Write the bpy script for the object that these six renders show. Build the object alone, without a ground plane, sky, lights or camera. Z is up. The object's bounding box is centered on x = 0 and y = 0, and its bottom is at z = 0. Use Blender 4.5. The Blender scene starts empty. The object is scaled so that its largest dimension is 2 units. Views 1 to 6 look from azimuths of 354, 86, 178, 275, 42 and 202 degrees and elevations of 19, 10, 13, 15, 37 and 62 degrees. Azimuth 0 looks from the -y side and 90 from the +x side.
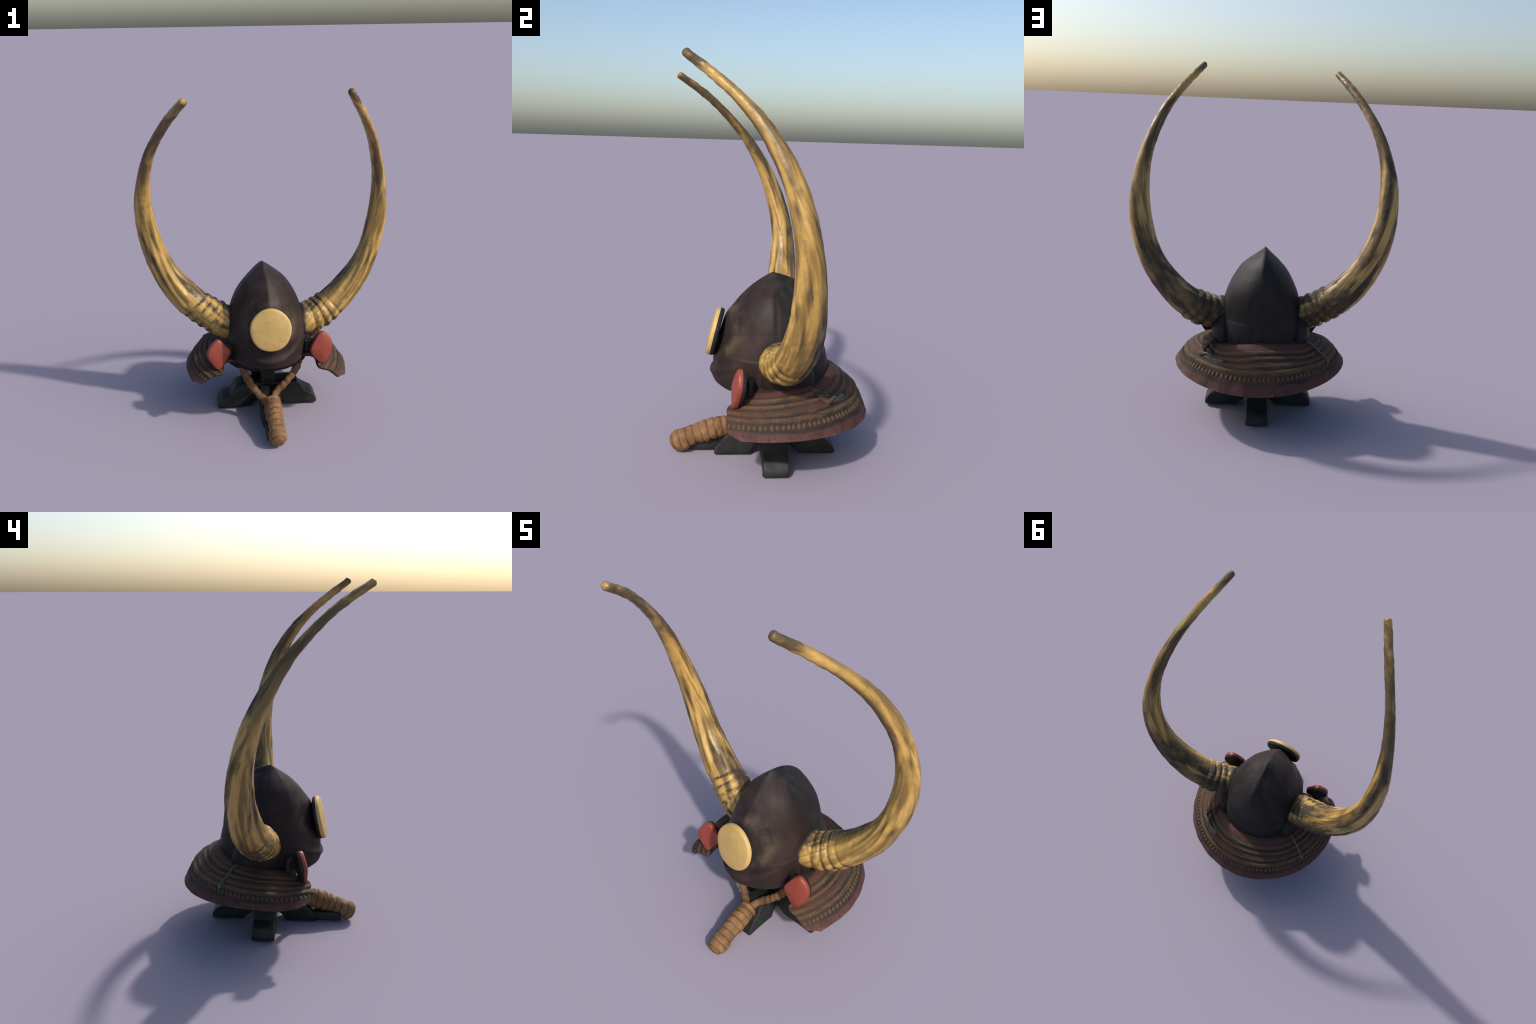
"""A horned samurai helmet resting on a low crossed wooden stand.

All parts are built straight in world space (origin 0,0,0), so Object
coordinates in the materials are metres in the world frame.  Front = -y.
"""
import bpy, bmesh, math, random
from math import sin, cos, pi, exp, sqrt, atan2, radians
from mathutils import Vector, noise

random.seed(7)
noise.seed_set(7)
scene = bpy.context.scene


# ------------------------------------------------------------------ helpers
def lerp_table(table, x):
    """Piecewise smooth (monotone cubic) look-up in [(x, y), ...]."""
    n = len(table)
    if x <= table[0][0]:
        return table[0][1]
    if x >= table[-1][0]:
        return table[-1][1]
    d = [(table[i + 1][1] - table[i][1]) / (table[i + 1][0] - table[i][0]) for i in range(n - 1)]
    for i in range(n - 1):
        x0, y0 = table[i]
        x1, y1 = table[i + 1]
        if x <= x1:
            def slope(j):
                if j == 0:
                    return d[0]
                if j == n - 1:
                    return d[-1]
                if d[j - 1] * d[j] <= 0:
                    return 0.0
                return 2 * d[j - 1] * d[j] / (d[j - 1] + d[j])
            h = x1 - x0
            t = (x - x0) / h
            m0, m1 = slope(i) * h, slope(i + 1) * h
            return ((2 * t ** 3 - 3 * t ** 2 + 1) * y0 + (t ** 3 - 2 * t ** 2 + t) * m0
                    + (-2 * t ** 3 + 3 * t ** 2) * y1 + (t ** 3 - t ** 2) * m1)


def smooth(a, b, x):
    t = max(0.0, min(1.0, (x - a) / (b - a)))
    return t * t * (3 - 2 * t)


def catmull(points, t):
    n = len(points) - 1
    i = min(int(t), n - 1)
    f = t - i
    p1, p2 = points[i], points[i + 1]
    p0 = points[i - 1] if i > 0 else 2 * p1 - p2
    p3 = points[i + 2] if i + 2 <= n else 2 * p2 - p1
    return 0.5 * (2 * p1 + (p2 - p0) * f + (2 * p0 - 5 * p1 + 4 * p2 - p3) * f ** 2
                  + (3 * p1 - p0 - 3 * p2 + p3) * f ** 3)


def fbm(p, scale, octaves=3):
    return noise.fractal(Vector(p) * scale, 1.0, 2.0, octaves)


def make(name, verts, faces, mat, parent, smooth_shade=True, slots=None):
    me = bpy.data.meshes.new(name)
    me.from_pydata([tuple(v) for v in verts], [], faces)
    for m in (mat if isinstance(mat, (list, tuple)) else [mat]):
        me.materials.append(m)
    if slots:
        for p, s in zip(me.polygons, slots):
            p.material_index = s
    bm = bmesh.new()
    bm.from_mesh(me)
    bmesh.ops.remove_doubles(bm, verts=bm.verts, dist=1e-6)
    bmesh.ops.recalc_face_normals(bm, faces=bm.faces)
    bm.to_mesh(me)
    bm.free()
    if smooth_shade:
        for p in me.polygons:
            p.use_smooth = True
    ob = bpy.data.objects.new(name, me)
    scene.collection.objects.link(ob)
    ob.parent = parent
    return ob


def grid_faces(rows, cols, wrap):
    f = []
    for i in range(rows - 1):
        for j in range(cols if wrap else cols - 1):
            k = (j + 1) % cols
            f.append((i * cols + j, i * cols + k, (i + 1) * cols + k, (i + 1) * cols + j))
    return f


def tube(centres, radius, segs, ref):
    """Sweep; radius(i, angle) -> radius; returns verts, faces (end caps closed)."""
    n = len(centres)
    verts = []
    for i, c in enumerate(centres):
        t = (centres[min(i + 1, n - 1)] - centres[max(i - 1, 0)]).normalized()
        a = (ref - t * t.dot(ref)).normalized()
        b = t.cross(a)
        for j in range(segs):
            th = 2 * pi * j / segs
            ra, rb = radius(i, th)
            verts.append(c + a * (ra * cos(th)) + b * (rb * sin(th)))
    faces = grid_faces(n, segs, True)
    faces.append(tuple(range(segs)))
    faces.append(tuple(range((n - 1) * segs, n * segs)))
    return verts, faces


# ---------------------------------------------------------------- materials
class Mat:
    def __init__(self, name, rough=0.6, spec=0.4, metallic=0.0):
        self.m = bpy.data.materials.new(name)
        self.m.use_nodes = True
        self.nt = self.m.node_tree
        self.b = self.nt.nodes["Principled BSDF"]
        self.b.inputs["Roughness"].default_value = rough
        self.b.inputs["Specular IOR Level"].default_value = spec
        self.b.inputs["Metallic"].default_value = metallic
        self.obj = self.n("ShaderNodeTexCoord").outputs["Object"]

    def n(self, kind, **kw):
        nd = self.nt.nodes.new(kind)
        for k, v in kw.items():
            setattr(nd, k, v)
        return nd

    def set(self, sock, v):
        if isinstance(v, bpy.types.NodeSocket):
            self.nt.links.new(v, sock)
        else:
            sock.default_value = v

    def math(self, op, a, b=0.0, c=0.0, clamp=False):
        nd = self.n("ShaderNodeMath", operation=op, use_clamp=clamp)
        for s, v in zip(nd.inputs, (a, b, c)):
            self.set(s, v)
        return nd.outputs[0]

    def dot(self, v, axis):
        nd = self.n("ShaderNodeVectorMath", operation="DOT_PRODUCT")
        self.set(nd.inputs[0], v)
        nd.inputs[1].default_value = axis
        return nd.outputs["Value"]

    def vsub(self, v, c):
        nd = self.n("ShaderNodeVectorMath", operation="SUBTRACT")
        self.set(nd.inputs[0], v)
        nd.inputs[1].default_value = c
        return nd.outputs[0]

    def length(self, v):
        nd = self.n("ShaderNodeVectorMath", operation="LENGTH")
        self.set(nd.inputs[0], v)
        return nd.outputs["Value"]

    def xyz(self, v):
        nd = self.n("ShaderNodeSeparateXYZ")
        self.set(nd.inputs[0], v)
        return nd.outputs

    def vec(self, x, y, z):
        nd = self.n("ShaderNodeCombineXYZ")
        for s, v in zip(nd.inputs, (x, y, z)):
            self.set(s, v)
        return nd.outputs[0]

    def scaled(self, s):
        nd = self.n("ShaderNodeMapping")
        self.set(nd.inputs["Vector"], self.obj)
        nd.inputs["Scale"].default_value = s
        return nd.outputs[0]

    def noise(self, vec=None, scale=5.0, detail=4.0, rough=0.55, dist=0.0):
        nd = self.n("ShaderNodeTexNoise")
        self.set(nd.inputs["Vector"], self.obj if vec is None else vec)
        nd.inputs["Scale"].default_value = scale
        nd.inputs["Detail"].default_value = detail
        nd.inputs["Roughness"].default_value = rough
        nd.inputs["Distortion"].default_value = dist
        return nd.outputs["Fac"]

    def step(self, v, lo, hi, a=0.0, b=1.0):
        nd = self.n("ShaderNodeMapRange", interpolation_type="SMOOTHSTEP")
        self.set(nd.inputs[0], v)
        for i, x in enumerate((lo, hi, a, b)):
            self.set(nd.inputs[i + 1], x)
        return nd.outputs[0]

    def mix(self, fac, a, b):
        nd = self.n("ShaderNodeMix", data_type="RGBA")
        self.set(nd.inputs[0], fac)
        for s, v in ((nd.inputs[6], a), (nd.inputs[7], b)):
            self.set(s, v if isinstance(v, bpy.types.NodeSocket) else (*v, 1.0))
        return nd.outputs[2]

    def ramp(self, fac, stops):
        nd = self.n("ShaderNodeValToRGB")
        e = nd.color_ramp.elements
        while len(e) < len(stops):
            e.new(0.5)
        for el, (p, c) in zip(e, stops):
            el.position = p
            el.color = (*c, 1.0) if len(c) == 3 else c
        self.set(nd.inputs[0], fac)
        return nd.outputs[0]

    def bump(self, h, strength=0.3, dist=0.003):
        nd = self.n("ShaderNodeBump")
        nd.inputs["Strength"].default_value = strength
        nd.inputs["Distance"].default_value = dist
        self.set(nd.inputs["Height"], h)
        self.nt.links.new(nd.outputs[0], self.b.inputs["Normal"])

    def color(self, c):
        self.set(self.b.inputs["Base Color"], c if isinstance(c, bpy.types.NodeSocket) else (*c, 1.0))
        return self


def mat_bowl():
    """Brown-black lacquered iron with greyish rubbed streaks and old gilding round the crest."""
    M = Mat("lacquered_iron", rough=0.5, spec=0.16)
    streak = M.noise(M.scaled((9, 9, 2.2)), 1.0, 4, 0.6, 0.4)
    cloud = M.noise(None, 4.5, 3, 0.5)
    base = M.mix(M.step(streak, 0.35, 0.68), (0.0185, 0.0118, 0.0105), (0.034, 0.0205, 0.0180))
    base = M.mix(M.step(cloud, 0.52, 0.75, 0.0, 0.65), base, (0.019, 0.0175, 0.0165))
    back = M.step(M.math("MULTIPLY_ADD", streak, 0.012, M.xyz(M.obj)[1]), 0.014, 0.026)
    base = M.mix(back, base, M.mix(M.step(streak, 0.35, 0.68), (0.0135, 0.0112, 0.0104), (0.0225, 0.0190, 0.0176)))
    # rubbed iron grey near the point of the bowl
    top = M.step(M.xyz(M.obj)[2], 0.80, 0.97)
    base = M.mix(M.math("MULTIPLY", top, M.step(streak, 0.42, 0.7), clamp=True), base, (0.037, 0.036, 0.036))
    # old gilding: broken ring on the iron behind the crest disc
    d = M.vsub(M.obj, (0.0, -0.25, 0.645))
    dx, dy, dz = M.xyz(d)
    rr = M.math("SQRT", M.math("ADD", M.math("MULTIPLY", dx, dx), M.math("MULTIPLY", dz, dz)))
    ring = M.math("MULTIPLY", M.step(rr, 0.095, 0.135), M.step(rr, 0.185, 0.14))
    ring = M.math("MULTIPLY", ring, M.step(M.noise(None, 13, 4, 0.65), 0.35, 0.68))
    ring = M.math("MULTIPLY", ring, M.step(dy, 0.19, 0.11))
    ring = M.math("MULTIPLY", ring, M.step(dz, -0.12, -0.06))
    base = M.mix(M.math("MULTIPLY", ring, 0.75), base, (0.080, 0.060, 0.038))
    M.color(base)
    M.set(M.b.inputs["Roughness"], M.step(cloud, 0.3, 0.7, 0.46, 0.6))
    M.bump(M.noise(None, 60, 3), 0.08, 0.002)
    return M.m


def mat_horn(name, c, nrm, far_axis, seed, socket, furrows, weather):
    """Gilded horn: gold streaks worn to black along the length, followed through polar coordinates."""
    M = Mat(name, rough=0.42, spec=0.42)
    n = Vector(nrm).normalized()
    e1 = (Vector(far_axis) - n * n.dot(Vector(far_axis))).normalized()
    e2 = n.cross(e1)
    p = M.vsub(M.obj, c)
    p1, p2, h = M.dot(p, e1), M.dot(p, e2), M.dot(p, n)
    rho = M.math("SQRT", M.math("ADD", M.math("MULTIPLY", p1, p1), M.math("MULTIPLY", p2, p2)))
    phi = M.math("ARCTAN2", p2, p1)
    along = M.math("MULTIPLY", phi, 0.82)
    s = M.vec(M.math("MULTIPLY_ADD", rho, 1.0, seed), h, M.math("MULTIPLY", along, 0.06))
    fine = M.noise(s, 28, 2, 0.5, 0.15)
    s2 = M.vec(M.math("MULTIPLY_ADD", rho, 1.0, seed + 3), h, M.math("MULTIPLY", along, 0.10))
    broad = M.noise(s2, 17, 3, 0.55, 0.3)
    patch = M.noise(M.vec(M.math("ADD", rho, seed), h, M.math("MULTIPLY", along, 0.45)), 16, 5, 0.65, 0.3)
    gold = M.mix(M.step(fine, 0.34, 0.62), (0.200, 0.121, 0.032), (0.49, 0.300, 0.078))  # lighter gold brightened to carry the sunlit highlights
    gold = M.mix(M.step(patch, 0.48, 0.70, 0.0, 0.7), gold, (0.21, 0.138, 0.046))
    # long dark streaks, most near the root and behind, little higher up
    px, py, z = M.xyz(M.obj)
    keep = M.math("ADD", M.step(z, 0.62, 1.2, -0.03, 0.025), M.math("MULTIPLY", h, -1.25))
    b2 = M.math("SUBTRACT", broad, keep)
    worn = M.math("MULTIPLY", M.step(b2, 0.48, 0.66), M.step(patch, 0.30, 0.62))
    groove = M.math("MULTIPLY", M.step(fine, 0.40, 0.31), M.step(b2, 0.38, 0.52))
    worn = M.math("MAXIMUM", worn, M.math("MULTIPLY", groove, 0.75))
    speck = M.math("MULTIPLY", M.step(patch, 0.60, 0.68), M.step(b2, 0.40, 0.5))
    worn = M.math("MULTIPLY", M.math("MAXIMUM", worn, M.math("MULTIPLY", speck, 0.4)), 0.92)
    # soot left in the furrows between the root rings, broken up
    for f in furrows:
        band = M.step(M.math("ABSOLUTE", M.math("SUBTRACT", along, M.math("MULTIPLY_ADD", M.math("SUBTRACT", patch, 0.5), 0.03, f * .82))), 0.013, 0.004)
        worn = M.math("MAXIMUM", worn, M.math("MULTIPLY", band, M.step(broad, 0.40, 0.56, 0.15, 0.85)))
    # brown tone around the dark streaks, wider on the rear side
    gold = M.mix(M.step(b2, 0.46, 0.60, 0.0, 0.8), gold, (0.105, 0.062, 0.021))
    # dark patch on the horn's root, beside the bowl
    ax = M.math("ABSOLUTE", M.math("MULTIPLY_ADD", M.math("SUBTRACT", patch, 0.5), 0.06, M.xyz(M.obj)[0]))
    worn = M.math("MAXIMUM", worn, M.step(ax, socket, socket - 0.022))
    col = M.mix(worn, gold, (0.026, 0.022, 0.017))
    # browner, bare horn towards the tips
    bare = M.math("MULTIPLY", M.step(z, 1.42, 1.62), M.step(patch, 0.34, 0.60, 0.25 * weather, 0.95 * weather))
    bare = M.math("MULTIPLY", bare, M.step(z, 1.98, 1.75, 0.7, 1.0))
    col = M.mix(bare, col, (0.100, 0.065, 0.027))
    point = M.math("MULTIPLY", M.step(z, 1.925, 1.965), M.step(patch, 0.40, 0.55, 0.1, 0.6))
    col = M.mix(point, col, (0.045, 0.034, 0.020))
    M.color(col)
    M.set(M.b.inputs["Roughness"], M.step(worn, 0.0, 0.8, 0.40, 0.8))
    M.bump(M.math("ADD", fine, M.math("MULTIPLY", patch, 0.6)), 0.35, 0.004)
    return M.m


def mat_disc():
    M = Mat("gilt_disc", rough=0.5, spec=0.4)
    c = M.noise(None, 14, 4, 0.6)
    col = M.mix(M.step(c, 0.3, 0.7), (0.45, 0.295, 0.095), (0.53, 0.355, 0.122))
    spots = M.step(M.noise(None, 45, 2, 0.5), 0.69, 0.76, 0.0, 0.6)
    M.color(M.mix(spots, col, (0.34, 0.23, 0.08)))
    M.bump(M.noise(None, 40, 3), 0.08, 0.002)
    return M.m


def mat_plain(name, dark, light, scale=12, rough=0.6, spec=0.3, bump=0.15, bscale=50):
    M = Mat(name, rough=rough, spec=spec)
    c = M.noise(None, scale, 4, 0.6)
    M.color(M.mix(M.step(c, 0.35, 0.68), dark, light))
    M.bump(M.noise(None, bscale, 3), bump, 0.003)
    return M.m


def mat_red():
    M = Mat("red_lacquer", rough=0.4, spec=0.45)
    c = M.noise(M.scaled((10, 10, 4)), 1.0, 3, 0.6)
    col = M.mix(M.step(c, 0.3, 0.7), (0.200, 0.034, 0.019), (0.265, 0.050, 0.028))
    M.color(col)
    M.bump(M.noise(None, 30, 3), 0.06, 0.002)
    return M.m


# --- neck guard geometry constants are shared by its materials
GA, GB, GCY = 0.499, 0.490, 0.022


def guard_rho(M):
    x, y, z = M.xyz(M.obj)
    u = M.math("DIVIDE", x, GA)
    v = M.math("DIVIDE", M.math("SUBTRACT", y, GCY), GB)
    rho = M.math("SQRT", M.math("ADD", M.math("MULTIPLY", u, u), M.math("MULTIPLY", v, v)))
    ang = M.math("ARCTAN2", v, u)
    return rho, ang


def mat_guard():
    """Laced lames: maroon at the top and the hem, dark brown between, with a thread-like grain across."""
    M = Mat("laced_guard", rough=0.72, spec=0.2)
    rho, ang = guard_rho(M)
    hatch = M.noise(M.vec(M.math("MULTIPLY", ang, 60.0), M.math("MULTIPLY", rho, 14.0), 0.0), 1.0, 3, 0.6)
    cloud = M.noise(None, 11, 4, 0.62)
    wob = M.math("ADD", rho, M.math("MULTIPLY", M.math("SUBTRACT", cloud, 0.5), 0.03))
    wob = M.math("ADD", wob, M.math("MULTIPLY", M.math("SUBTRACT", hatch, 0.5), 0.02))
    maroon, brown, tan = (0.085, 0.035, 0.029), (0.052, 0.029, 0.021), (0.092, 0.056, 0.026)
    dark = M.mix(M.step(M.noise(None, 5, 3, 0.6), 0.42, 0.62), (0.025, 0.019, 0.016), (0.058, 0.027, 0.022))
    col = dark
    for a, b, c in ((.575, .655, maroon), (.672, .705, tan), (.745, .768, tan), (.790, .808, maroon), (.818, .838, tan),
                    (.868, .896, tan), (.912, .930, brown), (.960, 1.1, maroon)):
        m = M.math("MULTIPLY", M.step(wob, a - .010, a + .006), M.step(wob, b + .010, b - .006))
        col = M.mix(m, col, c)
    col = M.mix(M.step(cloud, 0.48, 0.74, 0.0, 0.7), col, (0.030, 0.022, 0.019))
    col = M.mix(M.step(hatch, 0.42, 0.72, 0.0, 0.35), col, dark)
    rib = M.noise(M.vec(M.math("MULTIPLY", ang, 20.0), 0.0, 0.0), 1.0, 2, 0.5)
    hem = M.math("MULTIPLY", M.step(rho, 0.945, 0.965), M.step(rib, 0.48, 0.66, 0.0, 0.6))
    col = M.mix(hem, col, (0.036, 0.023, 0.021))
    chip = M.math("MULTIPLY", M.step(rho, 0.985, 0.997), M.step(M.noise(None, 38, 3, 0.6), 0.55, 0.7, 0.0, 0.6))
    col = M.mix(chip, col, (0.15, 0.11, 0.095))
    M.color(col)
    M.bump(M.math("ADD", hatch, M.math("MULTIPLY", cloud, 0.5)), 0.3, 0.004)
    return M.m


def mat_braid():
    M = Mat("ochre_braid", rough=0.75, spec=0.2)
    rho, ang = guard_rho(M)
    tick = M.noise(M.vec(M.math("MULTIPLY", ang, 110.0), M.math("MULTIPLY", rho, 20.0), 0.0), 1.0, 2, 0.5)
    cloud = M.noise(None, 9, 4, 0.65)
    col = M.mix(M.step(tick, 0.35, 0.65), (0.066, 0.041, 0.022), (0.122, 0.074, 0.034))
    M.color(M.mix(M.step(cloud, 0.42, 0.70, 0.0, 0.8), col, (0.036, 0.025, 0.018)))
    M.bump(tick, 0.5, 0.004)
    return M.m


def mat_rope(name, axis_p, axis_d, pitch, light=1.0):
    M = Mat(name, rough=0.7, spec=0.25)
    c = M.noise(None, 16, 4, 0.6)
    f = M.noise(None, 70, 3, 0.6)
    col = M.mix(M.step(c, 0.32, 0.68), tuple(light * v for v in (0.150, 0.076, 0.032)), tuple(light * v for v in (0.245, 0.130, 0.056)))
    col = M.mix(M.step(f, 0.55, 0.8, 0.0, 0.35), col, (0.11, 0.052, 0.024))
    if pitch:
        # crevice shadow between the turns of cord, drawn as dark lines
        q = M.math("DIVIDE", M.dot(M.vsub(M.obj, axis_p), axis_d), pitch)
        q = M.math("ADD", q, M.math("MULTIPLY", M.math("SUBTRACT", c, 0.5), 0.25))
        fr = M.math("ABSOLUTE", M.math("SUBTRACT", M.math("FRACT", q), 0.5))
        col = M.mix(M.step(fr, 0.36, 0.49, 0.0, 0.55), col, (0.045, 0.024, 0.014))
    M.color(col)
    M.bump(f, 0.25, 0.003)
    return M.m


# ------------------------------------------------------------------ the things
def empty(name, label, category):
    e = bpy.data.objects.new(name, None)
    e.empty_display_size = 0.1
    scene.collection.objects.link(e)
    e["label"], e["category"] = label, category
    return e


helmet = empty("samurai_helmet", "dark peaked samurai helmet with two tall golden buffalo horns", "helmet")
stand = empty("display_stand", "low black crossed wooden stand with a short post", "stand")

M_BOWL = mat_bowl()
M_BLACK = mat_plain("black_lacquer", (0.009, 0.009, 0.009), (0.022, 0.021, 0.020), 14, 0.55, 0.3)
M_LINING = mat_plain("dark_lining", (0.010, 0.010, 0.010), (0.022, 0.021, 0.020), 20, 0.85, 0.15)
M_STAND = mat_plain("blackened_wood", (0.009, 0.010, 0.0095), (0.022, 0.023, 0.020), 9, 0.55, 0.3, 0.25, 30)
M_DISC = mat_disc()
M_RED = mat_red()
M_GUARD, M_BRAID = mat_guard(), mat_braid()
M_KNOT = mat_plain("ochre_knot", (0.052, 0.034, 0.020), (0.125, 0.076, 0.035), 7, 0.75, 0.2)
M_STRAP = mat_plain("grey_strap", (0.045, 0.044, 0.038), (0.105, 0.106, 0.092), 16, 0.6, 0.3)

# ------------------------------------------------------------------ bowl
ZTOP = 0.966
FRONT = [(.30, .19), (.335, .226), (.375, .262), (.418, .292), (.455, .300), (.51, .292), (.58, .279), (.65, .263), (.75, .231),
         (.808, .189), (.853, .153), (.895, .108), (.925, .065), (.950, .026), (ZTOP, .0)]
BACK = [(.30, .28), (.50, .293), (.58, .281), (.65, .275), (.72, .264), (.80, .240), (.85, .210), (.90, .162), (.935, .104),
        (.953, .053), (ZTOP, .0)]
SIDE = [(.30, .222), (.40, .235), (.50, .237), (.58, .231), (.65, .222), (.70, .208), (.75, .188), (.80, .163), (.85, .130),
        (.89, .090), (.916, .058), (.942, .025), (ZTOP, .0)]


def bowl_bottom(th):
    s = sin(th)
    return .398 + .009 * smooth(0.75, 0.95, -s) + .03 * smooth(0.2, 0.9, s)


def bowl_point(th, z):
    c, s = cos(th), sin(th)
    w = lerp_table(SIDE, z)
    d = lerp_table(FRONT if s < 0 else BACK, z)
    k = 2.0
    if s < 0:
        k = 2.0 - 0.42 * smooth(.55, .70, z) - .05 * smooth(.75, .85, z)
    else:
        k = 2.35 - .13 * smooth(.52, .62, z) - .56 * smooth(.72, .86, z)
    q = (abs(c) ** k + abs(s) ** k) ** (-1 / k)
    x, y = w * q * c, d * q * s
    # keel down the front and the back
    keel = .0025 * exp(-(x / .016) ** 2) * smooth(.58, .75, z) * smooth(ZTOP, .93, z)
    y += keel * (-1 if s < 0 else 1) * (1.0 if s < 0 else .6)
    n = Vector((c / max(w, .02), s / max(d, .02), 0)).normalized()
    off = 0.0
    # seam on each side running up to the point, soft panel folds on the front quarters
    ang = math.degrees(th) % 360
    if ang > 270:
        ang -= 360
    for a0, depth, wid in ((3, -.0022, 2.4), (177, -.0022, 2.4), (-42, .0022, 11), (222, .0022, 11)):
        off += depth * exp(-((ang - a0) / wid) ** 2) * smooth(.56, .66, z) * smooth(.965, .90, z)
    # belt: slightly proud below the horizontal joint
    zs = .560 + .016 * s * (1 if s > 0 else -.3)
    off += .0035 * smooth(zs + .003, zs - .003, z)
    # brow crease: a smiling ridge across the front, hollow above it
    if s < 0:
        zr = .452 + .055 * (x / .165) ** 2
        fade = smooth(.205, .13, abs(x))
        off += fade * (.0075 * exp(-((z - zr) / .013) ** 2) - .006 * exp(-((z - zr - .035) / .022) ** 2))
    p = Vector((x, y, z)) + n * off
    p += n * (.0016 * fbm(p, 9))
    return p


def build_bowl():
    rows, cols = 150, 220
    verts, lean = [], Vector((-.012, 0, 0))
    for i in range(rows):
        u = (i / (rows - 1)) ** 1.5
        for j in range(cols):
            th = 2 * pi * (j + .5) / cols - pi / 2
            zb = bowl_bottom(th)
            z = ZTOP - .0004 - (ZTOP - .0004 - zb) * u
            p = bowl_point(th, z)
            verts.append(p + lean * smooth(.86, .965, z) + Vector((.0, .003, 0)) * smooth(.66, .78, z) * smooth(.965, .88, z))
    faces = grid_faces(rows, cols, True)
    faces.append(tuple(range(cols)))
    # rolled edge and inside
    last = (rows - 1) * cols
    for k, (sc, dz) in enumerate(((.985, -.006), (.955, -.004), (.93, .03), (.88, .10))):
        for j in range(cols):
            v = verts[last + j]
            verts.append(Vector((v.x * sc, v.y * sc, v.z + dz)))
    faces += [tuple(q + last for q in f) for f in grid_faces(5, cols, True)]
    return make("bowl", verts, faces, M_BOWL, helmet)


bowl = build_bowl()

def blob(name, cen, rad, mat, parent, amp=.004):
    bm = bmesh.new()
    bmesh.ops.create_icosphere(bm, subdivisions=5, radius=1.0)
    for v in bm.verts:
        n = v.co.normalized()
        v.co = Vector(cen) + Vector((n.x * rad[0], n.y * rad[1], n.z * rad[2])) * (1 + amp / min(rad) * fbm(n, 2.2))
    me = bpy.data.meshes.new(name)
    bm.to_mesh(me)
    bm.free()
    me.materials.append(mat)
    for p in me.polygons:
        p.use_smooth = True
    ob = bpy.data.objects.new(name, me)
    scene.collection.objects.link(ob)
    ob.parent = parent
    return ob


for sx in (1, -1):
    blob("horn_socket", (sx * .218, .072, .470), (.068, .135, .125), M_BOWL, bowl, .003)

# dark padded lining closing the underside of the bowl
verts = []
cols = 96
LIN = [(.90, .44), (.97, .40), (.99, .365), (.95, .335), (.86, .318), (.5, .312), (.02, .312)]
for r, z in LIN:
    for j in range(cols):
        th = 2 * pi * j / cols
        s = sin(th)
        verts.append(Vector((.262 * r * cos(th), (.175 if s < 0 else .27) * r * s, z + .006 * s * r + .004 * fbm((cos(th), s, z * 4), 3))))
f = grid_faces(len(LIN), cols, True)
f.append(tuple(range((len(LIN) - 1) * cols, len(LIN) * cols)))
make("lining", verts, f, M_LINING, helmet)

# ------------------------------------------------------------------ neck guard
GH = [(.44, 1.06), (.54, 1.0), (.60, .97), (.65, .905), (.70, .835), (.75, .750), (.80, .660), (.84, .572), (.87, .50), (.907, .355),
      (.94, .225), (.97, .095), (.99, .025), (1.0, -.02)]


def guard_height(rho, x, y):
    """Height of the guard: a tilted top line eased down to a gently waving hem."""
    v = y - GCY
    u, w = x / max(rho, .1), v / max(rho, .1)
    hem = .268 - .018 * u + .039 * w + .096 * u * u - .093 * w * w
    yt = w * .54 + GCY
    top = .440 + (.158 if yt > 0 else .19) * yt
    z = hem + (top - hem) * lerp_table(GH, rho)
    z += .009 * smooth(.10, .35, y) * smooth(.82, .91, rho) * smooth(1.0, .96, rho)
    z += (.006 if x > 0 else .018) * smooth(-.06, -.20, y) * smooth(.75, .95, rho)
    # the rear lames hang lower than the side ones, which overlap them
    th = math.degrees(atan2(v / GB, x / GA)) % 360
    fade = smooth(.90, .76, rho)
    right = 31 + (rho - .61) * 75
    if th < 180:
        z -= .026 * fade * smooth(right - 2, right + 6, th) * smooth(92, right + 18, th)
        z -= .014 * fade * smooth(152, 146, th) * smooth(108, 138, th)
    return z


ROWS = [(.667, .705), (.742, .765), (.815, .835), (.872, .893)]      # ochre braid rows in rho


def guard_relief(rho):
    d = 0.0
    for a, b in ROWS:
        m, w = (a + b) / 2, (b - a) / 2 + .004
        d += .004 * exp(-((rho - m) / w) ** 2)
        d -= .0035 * exp(-((rho - b - .018) / .010) ** 2)
    return d


def guard_theta(rho, side):
    """Angle where the guard stops in front (cut on a plane, corner rounded near the hem)."""
    ycut = (-.225 if side > 0 else -.240) + .055 * smooth(.94, 1.0, rho) ** 2 + .08 * smooth(.80, .64, rho)
    s = (ycut - GCY) / (GB * rho)
    a = math.asin(max(-1, min(1, s)))
    return a if side > 0 else pi - a


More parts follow.
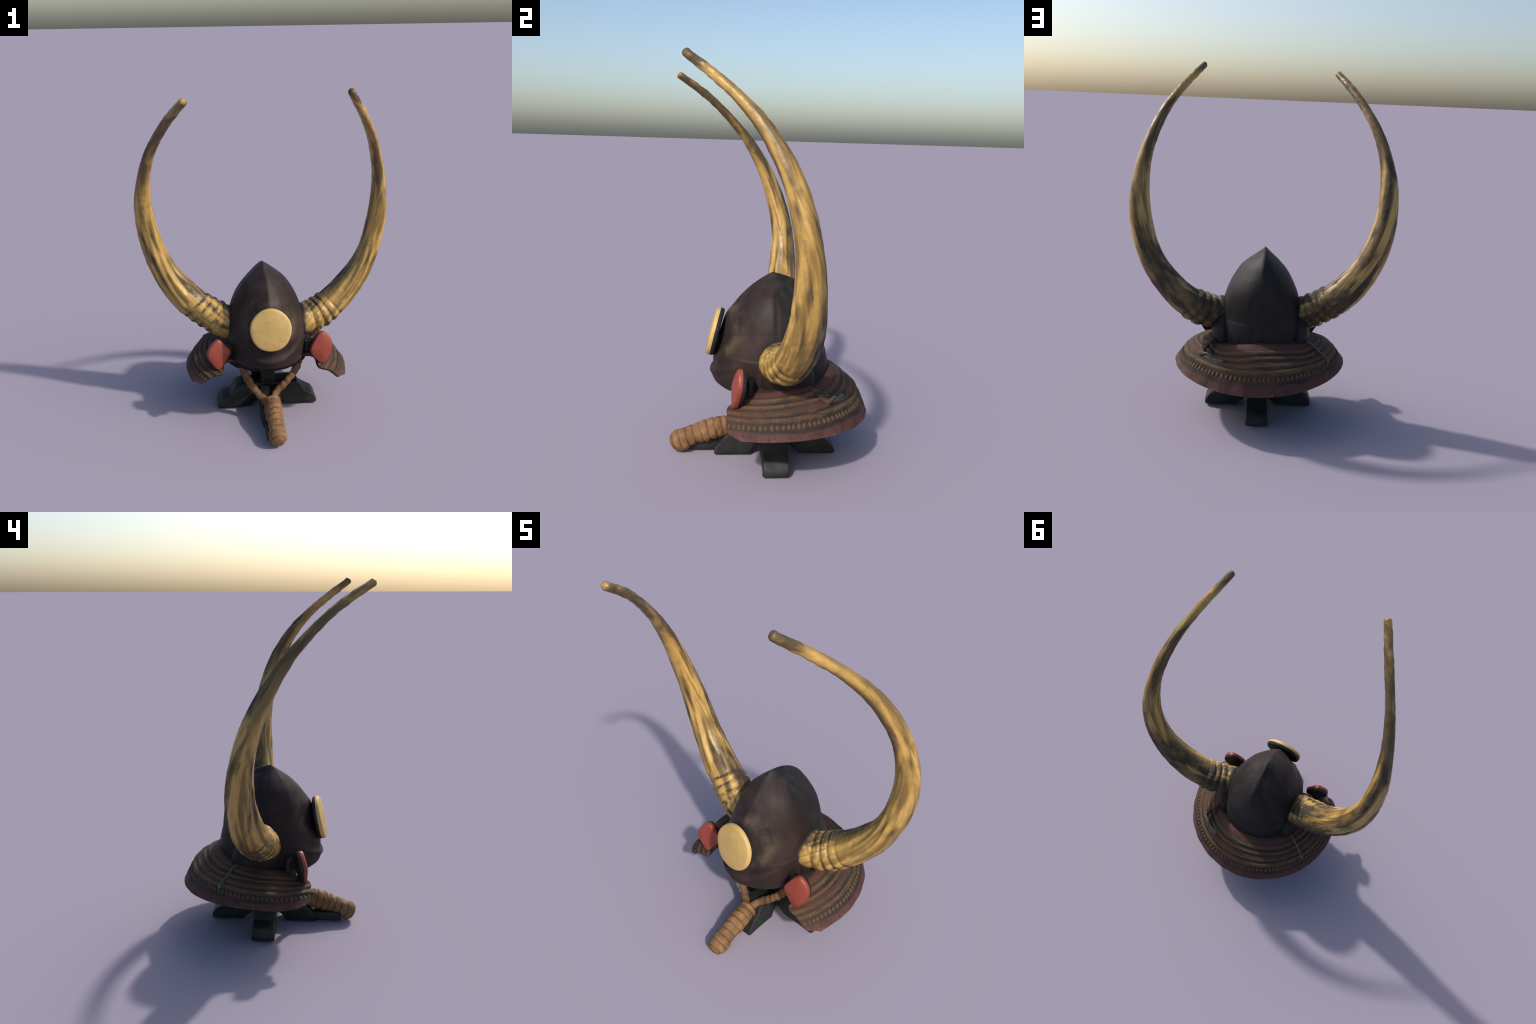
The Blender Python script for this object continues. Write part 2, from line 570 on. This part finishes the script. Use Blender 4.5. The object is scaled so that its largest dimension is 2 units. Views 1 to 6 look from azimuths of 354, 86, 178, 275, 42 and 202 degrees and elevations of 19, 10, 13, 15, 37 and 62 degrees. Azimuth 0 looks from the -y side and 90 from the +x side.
def guard_surface(rho, th, lift=0.0):
    x, y = GA * rho * cos(th), GCY + GB * rho * sin(th)
    z = guard_height(rho, x, y)
    x *= 1 + .022 * smooth(-.08, -.20, y) * smooth(.80, .95, rho)
    # outward normal of the profile
    e = .004
    r0, r1 = max(.5, rho - e), min(1.0, rho + e)
    dz = (lerp_table(GH, r1) - lerp_table(GH, r0)) / (r1 - r0) * .2
    n = Vector((-dz * cos(th), -dz * sin(th), .49)).normalized()
    off = guard_relief(rho) + lift
    off += .0016 * smooth(.92, .97, rho) * smooth(1.5, .4, abs(th - pi / 2) if th > pi / 2 else 1 - th) * sin(th * 24.0)
    off += .004 * fbm((x, y, z), 7)
    return Vector((x, y, z)) + n * off


RHOS = [.44 + .48 * i / 84 for i in range(84)] + [.92 + .08 * (1 - (1 - i / 33) ** 1.6) for i in range(34)]


def build_guard():
    cols = 300
    outer, inner = [], []
    for rho in RHOS:
        t0, t1 = guard_theta(rho, 1), guard_theta(rho, -1)
        for j in range(cols):
            th = t0 + (t1 - t0) * j / (cols - 1)
            outer.append(guard_surface(rho, th))
            inner.append(guard_surface(rho, th, -.014 - guard_relief(rho)) + Vector((0, 0, -.002)))
    rows = len(RHOS)
    no = len(outer)
    verts = outer + inner
    faces = grid_faces(rows, cols, False)
    slots = [0] * len(faces)
    f2 = [tuple(reversed([q + no for q in f])) for f in grid_faces(rows, cols, False)]
    faces += f2
    slots += [1] * len(f2)
    # close the hem, the front edges and the top edge
    border = [i * cols for i in range(rows)], [i * cols + cols - 1 for i in range(rows)], \
             [(rows - 1) * cols + j for j in range(cols)], list(range(cols))
    for b, s in zip(border, (0, 0, 0, 1)):
        for a, c in zip(b, b[1:]):
            faces.append((a, c, c + no, a + no))
            slots.append(s)
    return make("neck_guard", verts, faces, [M_GUARD, M_LINING], helmet, slots=slots)


guard = build_guard()


def guard_strip(name, rho_a, rho_b, height, mat, wob=.0):
    """A raised row of braid following the guard."""
    cols, prof = 260, 7
    verts = []
    for k in range(prof):
        f = k / (prof - 1)
        rho = rho_a + (rho_b - rho_a) * f
        for j in range(cols):
            t0, t1 = guard_theta(rho, 1) + .004, guard_theta(rho, -1) - .004
            th = t0 + (t1 - t0) * j / (cols - 1)
            w = wob * fbm((cos(th) * 6, sin(th) * 6, rho_a * 30), 1.0)
            verts.append(guard_surface(min(rho + w, 1.0), th, height * (sin(pi * f) ** .6) - .0025))
    ob = make(name, verts, grid_faces(prof, cols, False), mat, guard)
    return ob


for a, b in ROWS:
    guard_strip("braid", a, b, .0032, M_BRAID, .012)

# lacing knots along the hem row: one shared mesh
bm = bmesh.new()
bmesh.ops.create_uvsphere(bm, u_segments=14, v_segments=10, radius=1.0)
knot_me = bpy.data.meshes.new("lacing_knot")
bm.to_mesh(knot_me)
bm.free()
for p in knot_me.polygons:
    p.use_smooth = True
knot_me.materials.append(M_KNOT)
KR = .921
t0, t1 = guard_theta(KR, 1) + .03, guard_theta(KR, -1) - .03
NK = 76
for i in range(NK):
    th = t0 + (t1 - t0) * (i + random.uniform(-.12, .12)) / (NK - 1)
    a, b = guard_surface(KR - .012, th), guard_surface(KR + .012, th)
    down = (b - a).normalized()
    nrm = (guard_surface(KR, th, .01) - guard_surface(KR, th)).normalized()
    side = down.cross(nrm)
    ob = bpy.data.objects.new("lacing_knot", knot_me)
    scene.collection.objects.link(ob)
    ob.parent = guard
    from mathutils import Matrix
    rot = Matrix((side, down, nrm)).transposed().to_4x4()
    v = random.uniform(.85, 1.15)
    ob.matrix_world = Matrix.Translation(guard_surface(KR, th, .001)) @ rot @ Matrix.Diagonal((.0082 * v, .0140 * v, .0034, 1))


def guard_angle(p):
    u, v = p[0] / GA, (p[1] - GCY) / GB
    return sqrt(u * u + v * v), atan2(v, u)


def strap(path, name="strap"):
    """Pale cord-strap lying on the guard: path of (x, y, half width, lift)."""
    rings, N = [], 30
    pts = [Vector((x, y, 0)) for x, y, w, l in path]
    for i in range(N):
        t = i / (N - 1) * (len(path) - 1)
        c = catmull(pts, t)
        k = min(int(t), len(path) - 2)
        f = t - k
        w = path[k][2] * (1 - f) + path[k + 1][2] * f
        lift = path[k][3] * (1 - f) + path[k + 1][3] * f
        rho, th = guard_angle(c)
        p = guard_surface(rho, th, lift)
        nrm = (guard_surface(rho, th, lift + .01) - p).normalized()
        rings.append((p, nrm, w))
    verts = []
    for i, (p, nrm, w) in enumerate(rings):
        t = (rings[min(i + 1, N - 1)][0] - rings[max(i - 1, 0)][0]).normalized()
        s = t.cross(nrm).normalized()
        w *= min(1.0, .35 + 3 * min(i, N - 1 - i) / (N - 1) * 4)
        for j in range(10):
            a = 2 * pi * j / 10
            verts.append(p + s * (w * cos(a)) + nrm * (.0065 * sin(a)))
    f = grid_faces(N, 10, True) + [tuple(range(10)), tuple(range((N - 1) * 10, N * 10))]
    return make(name, verts, f, M_STRAP, guard)


strap([(-.255, .165, .003, .001), (-.30, .195, .005, .003), (-.345, .228, .006, .004), (-.362, .242, .013, .002), (-.385, .262, .014, .000)])
strap([(.322, .252, .003, .004), (.300, .282, .007, .006), (.270, .305, .009, .005), (.238, .333, .014, .003), (.200, .352, .012, .000)])
# rolled fold of the guard beside the strap (right side)
fold = [(.262, .170, .012, .0), (.292, .205, .017, .004), (.318, .235, .019, .006), (.326, .262, .014, .005), (.305, .285, .009, .003)]
ob = strap(fold, "fold")
ob.data.materials.clear()
ob.data.materials.append(M_GUARD)

# ------------------------------------------------------------------ horns
RINGS = {1: ((.006, .006), (.062, .0095), (.118, .0095), (.172, .007)), -1: ((.030, .0085), (.080, .0095), (.132, .0095), (.185, .007))}
PATHS = {
    1: [(.180, .014, .568), (.24, .027, .571), (.356, .062, .604), (.492, .095, .711), (.63, .106, .91), (.693, .091, 1.179), (.677, .027, 1.444),
        (.608, -.088, 1.663), (.517, -.229, 1.822), (.383, -.435, 1.990)],
    -1: [(-.18, .014, .563), (-.237, .030, .573), (-.444, .086, .701), (-.59, .113, .886), (-.67, .106, 1.099), (-.695, .05, 1.322), (-.668, -.052, 1.535),
         (-.61, -.174, 1.698), (-.52, -.333, 1.85), (-.428, -.508, 1.968)]}


def furrow_angles(side, c, nrm, far_axis):
    """Polar angle (as the horn material measures it) of the furrow after each root ring."""
    P = [Vector(p) for p in PATHS[side]]
    n = Vector(nrm).normalized()
    e1 = (Vector(far_axis) - n * n.dot(Vector(far_axis))).normalized()
    e2 = n.cross(e1)
    out = []
    for c0, amp in RINGS[side]:
        want, d, prev, t = c0 + .027, 0.0, P[1], 1.0
        while d < want:
            t += .002
            q = catmull(P, t)
            d += (q - prev).length
            prev = q
        q = prev - Vector(c)
        out.append(atan2(q.dot(e2), q.dot(e1)))
    return out


def horn_material(side, c, nrm, far, seed, socket):
    return mat_horn("gilded_horn", c, nrm, far, seed, socket, furrow_angles(side, c, nrm, far), .4 if side > 0 else 1.0)


HORNS = [
    (PATHS[1], [.096, .099, .099, .094, .0753, .0601, .0481, .036, .0245, .0195],
     [.083, .088, .091, .0785, .0655, .058, .0390, .0290, .0232, .0185],
     horn_material(1, (.0254, -.3915, 1.2176), (-.563, .783, .263), (1, .3, 0), 0.0, .252)),
    (PATHS[-1], [.096, .099, .0935, .077, .0636, .0503, .0358, .0250, .0212, .0195],
     [.084, .089, .0935, .0785, .0655, .052, .0355, .0275, .0250, .0205],
     horn_material(-1, (-.06, -.4467, 1.2021), (.615, .721, .32), (-1, .3, 0), 11.0, .232)),
]


def build_horn(ctrl, ra, rb, mat, side):
    P = [Vector(c) for c in ctrl]
    n = len(P) - 1
    fine = [catmull(P, n * i / 2000) for i in range(2001)]
    arc = [0.0]
    for a, b in zip(fine, fine[1:]):
        arc.append(arc[-1] + (b - a).length)
    start = arc[2000 // n]                       # arc length at the bowl wall
    total = arc[-1]
    rings, segs = 430, 72
    k, cen, par = 0, [], []
    for i in range(rings):
        s = total * i / (rings - 1)
        while k < 1999 and arc[k + 1] < s:
            k += 1
        f = (s - arc[k]) / (arc[k + 1] - arc[k])
        cen.append(fine[k].lerp(fine[k + 1], f))
        par.append(((k + f) / 2000 * n, s))
    RA = [(i, v) for i, v in enumerate(ra)]
    RB = [(i, v) for i, v in enumerate(rb)]
    # grooves: (angle, depth, width, from, to) - angle 0 faces forward and down
    sg = side
    GRO = [(.15, .0055, .16, .24, .86), (.62, .004, .12, .23, .70), (-.40, .005, .14, .25, .75), (1.25, .0035, .13, .28, .60),
           (-1.0, .004, .15, .30, .9), (2.2, .0025, .2, .3, .9), (-2.1, .0025, .2, .3, .9), (3.1, .002, .2, .4, 1.0)]

    def radius(i, th):
        t, s = par[i]
        a, b = lerp_table(RA, t), lerp_table(RB, t)
        d = s - start
        off = 0.0
        wob = .008 * noise.noise(Vector((cos(th) * 1.3, sin(th) * 1.3, side * 5))) + .002 * noise.noise(Vector((cos(th) * 3, sin(th) * 3, d * 12)))
        # four swollen rings at the root
        for c0, amp in RINGS[side]:
            amp *= .95 + .6 * noise.noise(Vector((cos(th) * 1.6 + c0 * 90, sin(th) * 1.6, side * 3)))
            x = (d - c0 - wob) / .023
            off += amp * exp(-x * x)
            y = (d - c0 - .027 - wob) / .008
            off -= amp * .75 * exp(-y * y) * .8
        thn = (th * sg + pi) % (2 * pi) - pi
        for a0, dep, w, s0, s1 in GRO:
            da = (thn - a0 - .12 * sin(d * 5) + pi) % (2 * pi) - pi
            env = smooth(s0, s0 + .03, d) * smooth(s1, s1 - .35, d)
            dep *= 1.6
            off -= dep * env * exp(-(da / w) ** 2)
            off += .45 * dep * env * exp(-((abs(da) - 2.0 * w) / w) ** 2)
        c = cen[i]
        q = (c.x + .03 * cos(th), c.y + .03 * sin(th), c.z)
        off += .0018 * fbm(q, 18) + .0016 * smooth(1.0, 1.6, d) * fbm(q, 34)
        end = total - s
        cap = 1.0
        if end < .016:
            cap = sqrt(max(0.0, 1 - (1 - end / .016) ** 2)) * .9 + .1
        return (a + off) * cap, (b + off) * cap
    v, f = tube(cen, radius, segs, Vector((0, -1, -.5)).normalized())
    return make("horn", v, f, mat, helmet)


for (ctrl, ra, rb, mat), sd in zip(HORNS, (1, -1)):
    build_horn(ctrl, ra, rb, mat, sd)


# ------------------------------------------------------------------ rounded plates (crest disc, side flaps)
def plate(name, outline, thick, dome, frame, mats, parent, split=-.15, rings=12):
    """Pillow-shaped plate.  outline(angle) -> radius, frame = (centre, right, up, normal)."""
    cen, R, U, N = frame
    segs = 96
    verts, slots = [], []
    # cross-section: (fraction of radius, height) front centre -> edge -> back centre
    sec = [(.02, thick / 2 + dome)]
    for k in range(1, rings):
        r = k / rings * .93
        sec.append((r, thick / 2 + dome * (1 - (r / .93) ** 2)))
    for k in range(0, 9):
        a = pi / 2 - pi * k / 8
        sec.append((.93 + .07 * cos(a), thick / 2 * sin(a)))
    for k in range(rings - 1, 0, -3):
        sec.append((k / rings * .93, -thick / 2))
    sec.append((.02, -thick / 2))
    for r, h in sec:
        for j in range(segs):
            th = 2 * pi * j / segs
            rad = outline(th) * r
            p = cen + R * (rad * cos(th)) + U * (rad * sin(th)) + N * h
            verts.append(p + N * (.0012 * fbm(p, 14)))
    faces = grid_faces(len(sec), segs, True)
    for k in range(len(faces)):
        h = (sec[k // segs][1] + sec[k // segs + 1][1]) / 2
        nz = noise.noise(Vector(verts[faces[k][0]]) * 40)
        slots.append(0 if h > split * thick + nz * .0015 else 1)
    faces += [tuple(range(segs)), tuple(range((len(sec) - 1) * segs, len(sec) * segs))]
    slots += [0, 1]
    return make(name, verts, faces, mats, parent, slots=slots)


def frame(cen, nrm):
    N = Vector(nrm).normalized()
    R = N.cross(Vector((0, 0, 1))) * -1
    R.normalize()
    U = N.cross(R)
    if U.z < 0:
        U = -U
    return Vector(cen), R, U, N


disc = plate("crest_disc", lambda a: .1225 * (1 - .024 * cos(2 * a) + .007 * sin(5 * a)), .040, .011,
             frame((-.001, -.284, .653), (-.08, -.97, .22)), [M_DISC, M_BLACK], helmet, split=.04)


def star_outline(pts):
    """Closed smooth outline through (right, up) points, as radius over angle."""
    poly = []
    n = len(pts)
    for i in range(n):
        p0, p1, p2, p3 = (Vector(pts[(i + k - 1) % n]) for k in range(4))
        for k in range(24):
            f = k / 24
            q = .5 * (2 * p1 + (p2 - p0) * f + (2 * p0 - 5 * p1 + 4 * p2 - p3) * f * f + (3 * p1 - p0 - 3 * p2 + p3) * f ** 3)
            poly.append((atan2(q.y, q.x), q.length))
    poly.sort()

    def out(a):
        a = (a + pi) % (2 * pi) - pi
        for (a0, r0), (a1, r1) in zip(poly, poly[1:]):
            if a0 <= a <= a1:
                return r0 + (r1 - r0) * (a - a0) / max(1e-6, a1 - a0)
        (a0, r0), (a1, r1) = poly[-1], (poly[0][0] + 2 * pi, poly[0][1])
        if a < a0:
            a += 2 * pi
        return r0 + (r1 - r0) * (a - a0) / max(1e-6, a1 - a0)
    return out


EAR_R = [(.020, .098), (.056, .064), (.070, .008), (.044, -.058), (.006, -.100), (-.034, -.072), (-.072, -.008), (-.046, .050), (-.012, .092)]
EAR_L = [(.004, .092), (.044, .052), (.076, .006), (.036, -.052), (-.006, -.096), (-.046, -.050), (-.070, .004), (-.046, .058)]
plate("side_flap", star_outline(EAR_R), .040, .012, frame((.315, -.169, .464), (.15, -.97, .13)), [M_RED, M_BLACK], helmet, split=.02)
plate("side_flap", star_outline(EAR_L), .040, .012, frame((-.303, -.184, .468), (.27, -.95, .13)), [M_RED, M_BLACK], helmet, split=.02)


def box(name, cx, cy, cz, sx, sy, sz, mat, parent, bev=.006):
    bm = bmesh.new()
    bmesh.ops.create_cube(bm, size=1.0)
    for v in bm.verts:
        v.co = Vector((cx + v.co.x * sx, cy + v.co.y * sy, cz + v.co.z * sz))
    bmesh.ops.bevel(bm, geom=list(bm.edges), offset=bev, segments=3, affect="EDGES", profile=.6)
    me = bpy.data.meshes.new(name)
    bm.to_mesh(me)
    bm.free()
    me.materials.append(mat)
    ob = bpy.data.objects.new(name, me)
    scene.collection.objects.link(ob)
    ob.parent = parent
    return ob


# socket that holds the crest disc on the brow
box("crest_socket", .0, -.268, .590, .055, .055, .105, M_BLACK, disc, .012)
# short black hinges between the bowl and the flaps
box("flap_hinge", .258, -.112, .452, .08, .035, .09, M_BLACK, helmet, .02)
box("flap_hinge", -.250, -.115, .452, .08, .035, .09, M_BLACK, helmet, .02)

# ------------------------------------------------------------------ cord bundle and its strands
P0, P1 = Vector((.006, -.200, .147)), Vector((.008, -.508, .040))
AX = (P1 - P0).normalized()
PITCH = .0385
M_ROPE = mat_rope("wound_cord", P0, AX, PITCH)
M_STRAND = mat_rope("cord", P0, AX, 0, .72)
LEN = (P1 - P0).length
N = 190
cen = [P0 + AX * (LEN * i / (N - 1)) + Vector((.006 * sin(2.2 * i / N + .4), 0, .012 * sin(pi * i / N))) for i in range(N)]


def bundle_radius(i, th):
    s = LEN * i / (N - 1)
    fr = (s / PITCH + .07 * sin(th) + .16 * noise.noise(Vector((s * 14, cos(th) * .5, 2)))) % 1.0
    r = .050 + .003 * smooth(.02, .10, s) - .007 * smooth(.13, .20, s) + .008 * smooth(.22, .28, s)
    r += .0055 * (sqrt(max(0.0, 1 - (2 * fr - 1) ** 2 * .96)) - .7)
    r += .006 * fbm((s * 3, cos(th) * .1, sin(th) * .1), 9)
    end = LEN - s
    if end < .042:
        r *= sqrt(max(0.0, 1 - (1 - end / .042) ** 2)) * .95 + .05
    if s < .03:
        r *= sqrt(max(0.0, 1 - (1 - s / .03) ** 2)) * .8 + .2
    return r * .98, r * 1.06


v, f = tube(cen, bundle_radius, 64, Vector((1, 0, 0)))
bundle = make("cord_bundle", v, f, M_ROPE, helmet)

STRANDS = [
    [(.200, -.085, .350), (.182, -.107, .318), (.157, -.115, .274), (.128, -.132, .245), (.090, -.142, .207), (.048, -.158, .175), (.018, -.215, .155)],
    [(-.165, -.090, .365), (-.158, -.105, .335), (-.147, -.118, .298), (-.124, -.135, .250), (-.098, -.155, .213), (-.071, -.168, .178), (-.040, -.190, .150),
     (-.008, -.230, .135)],
]
for path in STRANDS:
    pts = [Vector(p) for p in path]
    N2 = 90
    c2 = [catmull(pts, (len(pts) - 1) * i / (N2 - 1)) for i in range(N2)]

    def strand_radius(i, th, c2=c2):
        r = .0205 + .0045 * fbm((c2[i].x, c2[i].y, c2[i].z), 22) + .0015 * sin(i * .55 + th)
        return r, r * 1.1
    v, f = tube(c2, strand_radius, 20, Vector((0, -1, .2)))
    make("cord_strand", v, f, M_STRAND, bundle)


# ------------------------------------------------------------------ stand
def plank(name, prof, axis, half, centre, mat, parent):
    """Extrude an (along, z) profile; axis 'x' or 'y'; half = half thickness."""
    bm = bmesh.new()
    front, back = [], []
    for a, z in prof:
        co = lambda t: Vector((a, centre + t, z)) if axis == "x" else Vector((centre + t, a, z))
        front.append(bm.verts.new(co(-half)))
        back.append(bm.verts.new(co(half)))
    bm.faces.new(front)
    bm.faces.new(list(reversed(back)))
    n = len(prof)
    for i in range(n):
        k = (i + 1) % n
        bm.faces.new((front[i], back[i], back[k], front[k]))
    bmesh.ops.recalc_face_normals(bm, faces=bm.faces)
    sharp = [e for e in bm.edges if e.calc_face_angle(0) > .5]
    bmesh.ops.bevel(bm, geom=sharp, offset=.012, segments=3, affect="EDGES", profile=.6)
    bmesh.ops.triangulate(bm, faces=[f for f in bm.faces if len(f.verts) > 4])
    bmesh.ops.subdivide_edges(bm, edges=bm.edges, cuts=2, use_grid_fill=True)
    for v in bm.verts:
        if v.co.z > .009:
            d = .006 * fbm(v.co, 16)
            v.co += Vector((d, d, .6 * d))
    me = bpy.data.meshes.new(name)
    bm.to_mesh(me)
    bm.free()
    me.materials.append(mat)
    for p in me.polygons:
        p.use_smooth = True
    me.set_sharp_from_angle(angle=radians(35))
    ob = bpy.data.objects.new(name, me)
    scene.collection.objects.link(ob)
    ob.parent = parent
    return ob


plank("crossbar", [(-.310, .006), (-.313, .034), (-.288, .082), (-.230, .096), (-.198, .148), (-.155, .168), (.190, .168), (.238, .104),
                   (.292, .072), (.316, .036), (.320, .006), (.125, .008), (.112, .028), (.072, .052), (-.030, .056), (-.078, .036), (-.100, .008)],
      "x", .065, .022, M_STAND, stand)
plank("crossbar", [(-.285, .006), (-.282, .036), (-.210, .118), (-.165, .156), (.200, .156), (.266, .108), (.330, .064), (.348, .034), (.351, .006),
                   (.160, .008), (.145, .034), (.105, .056), (-.058, .056), (-.085, .032), (-.100, .006)],
      "y", .062, .010, M_STAND, stand)
box("foot_block", -.012, -.345, .036, .062, .17, .056, M_STAND, stand, .012)
box("post", .010, .020, .245, .086, .11, .20, M_STAND, stand, .008)
box("post_brace", -.055, .100, .235, .06, .05, .17, M_STAND, stand, .008)

bpy.context.view_layer.update()
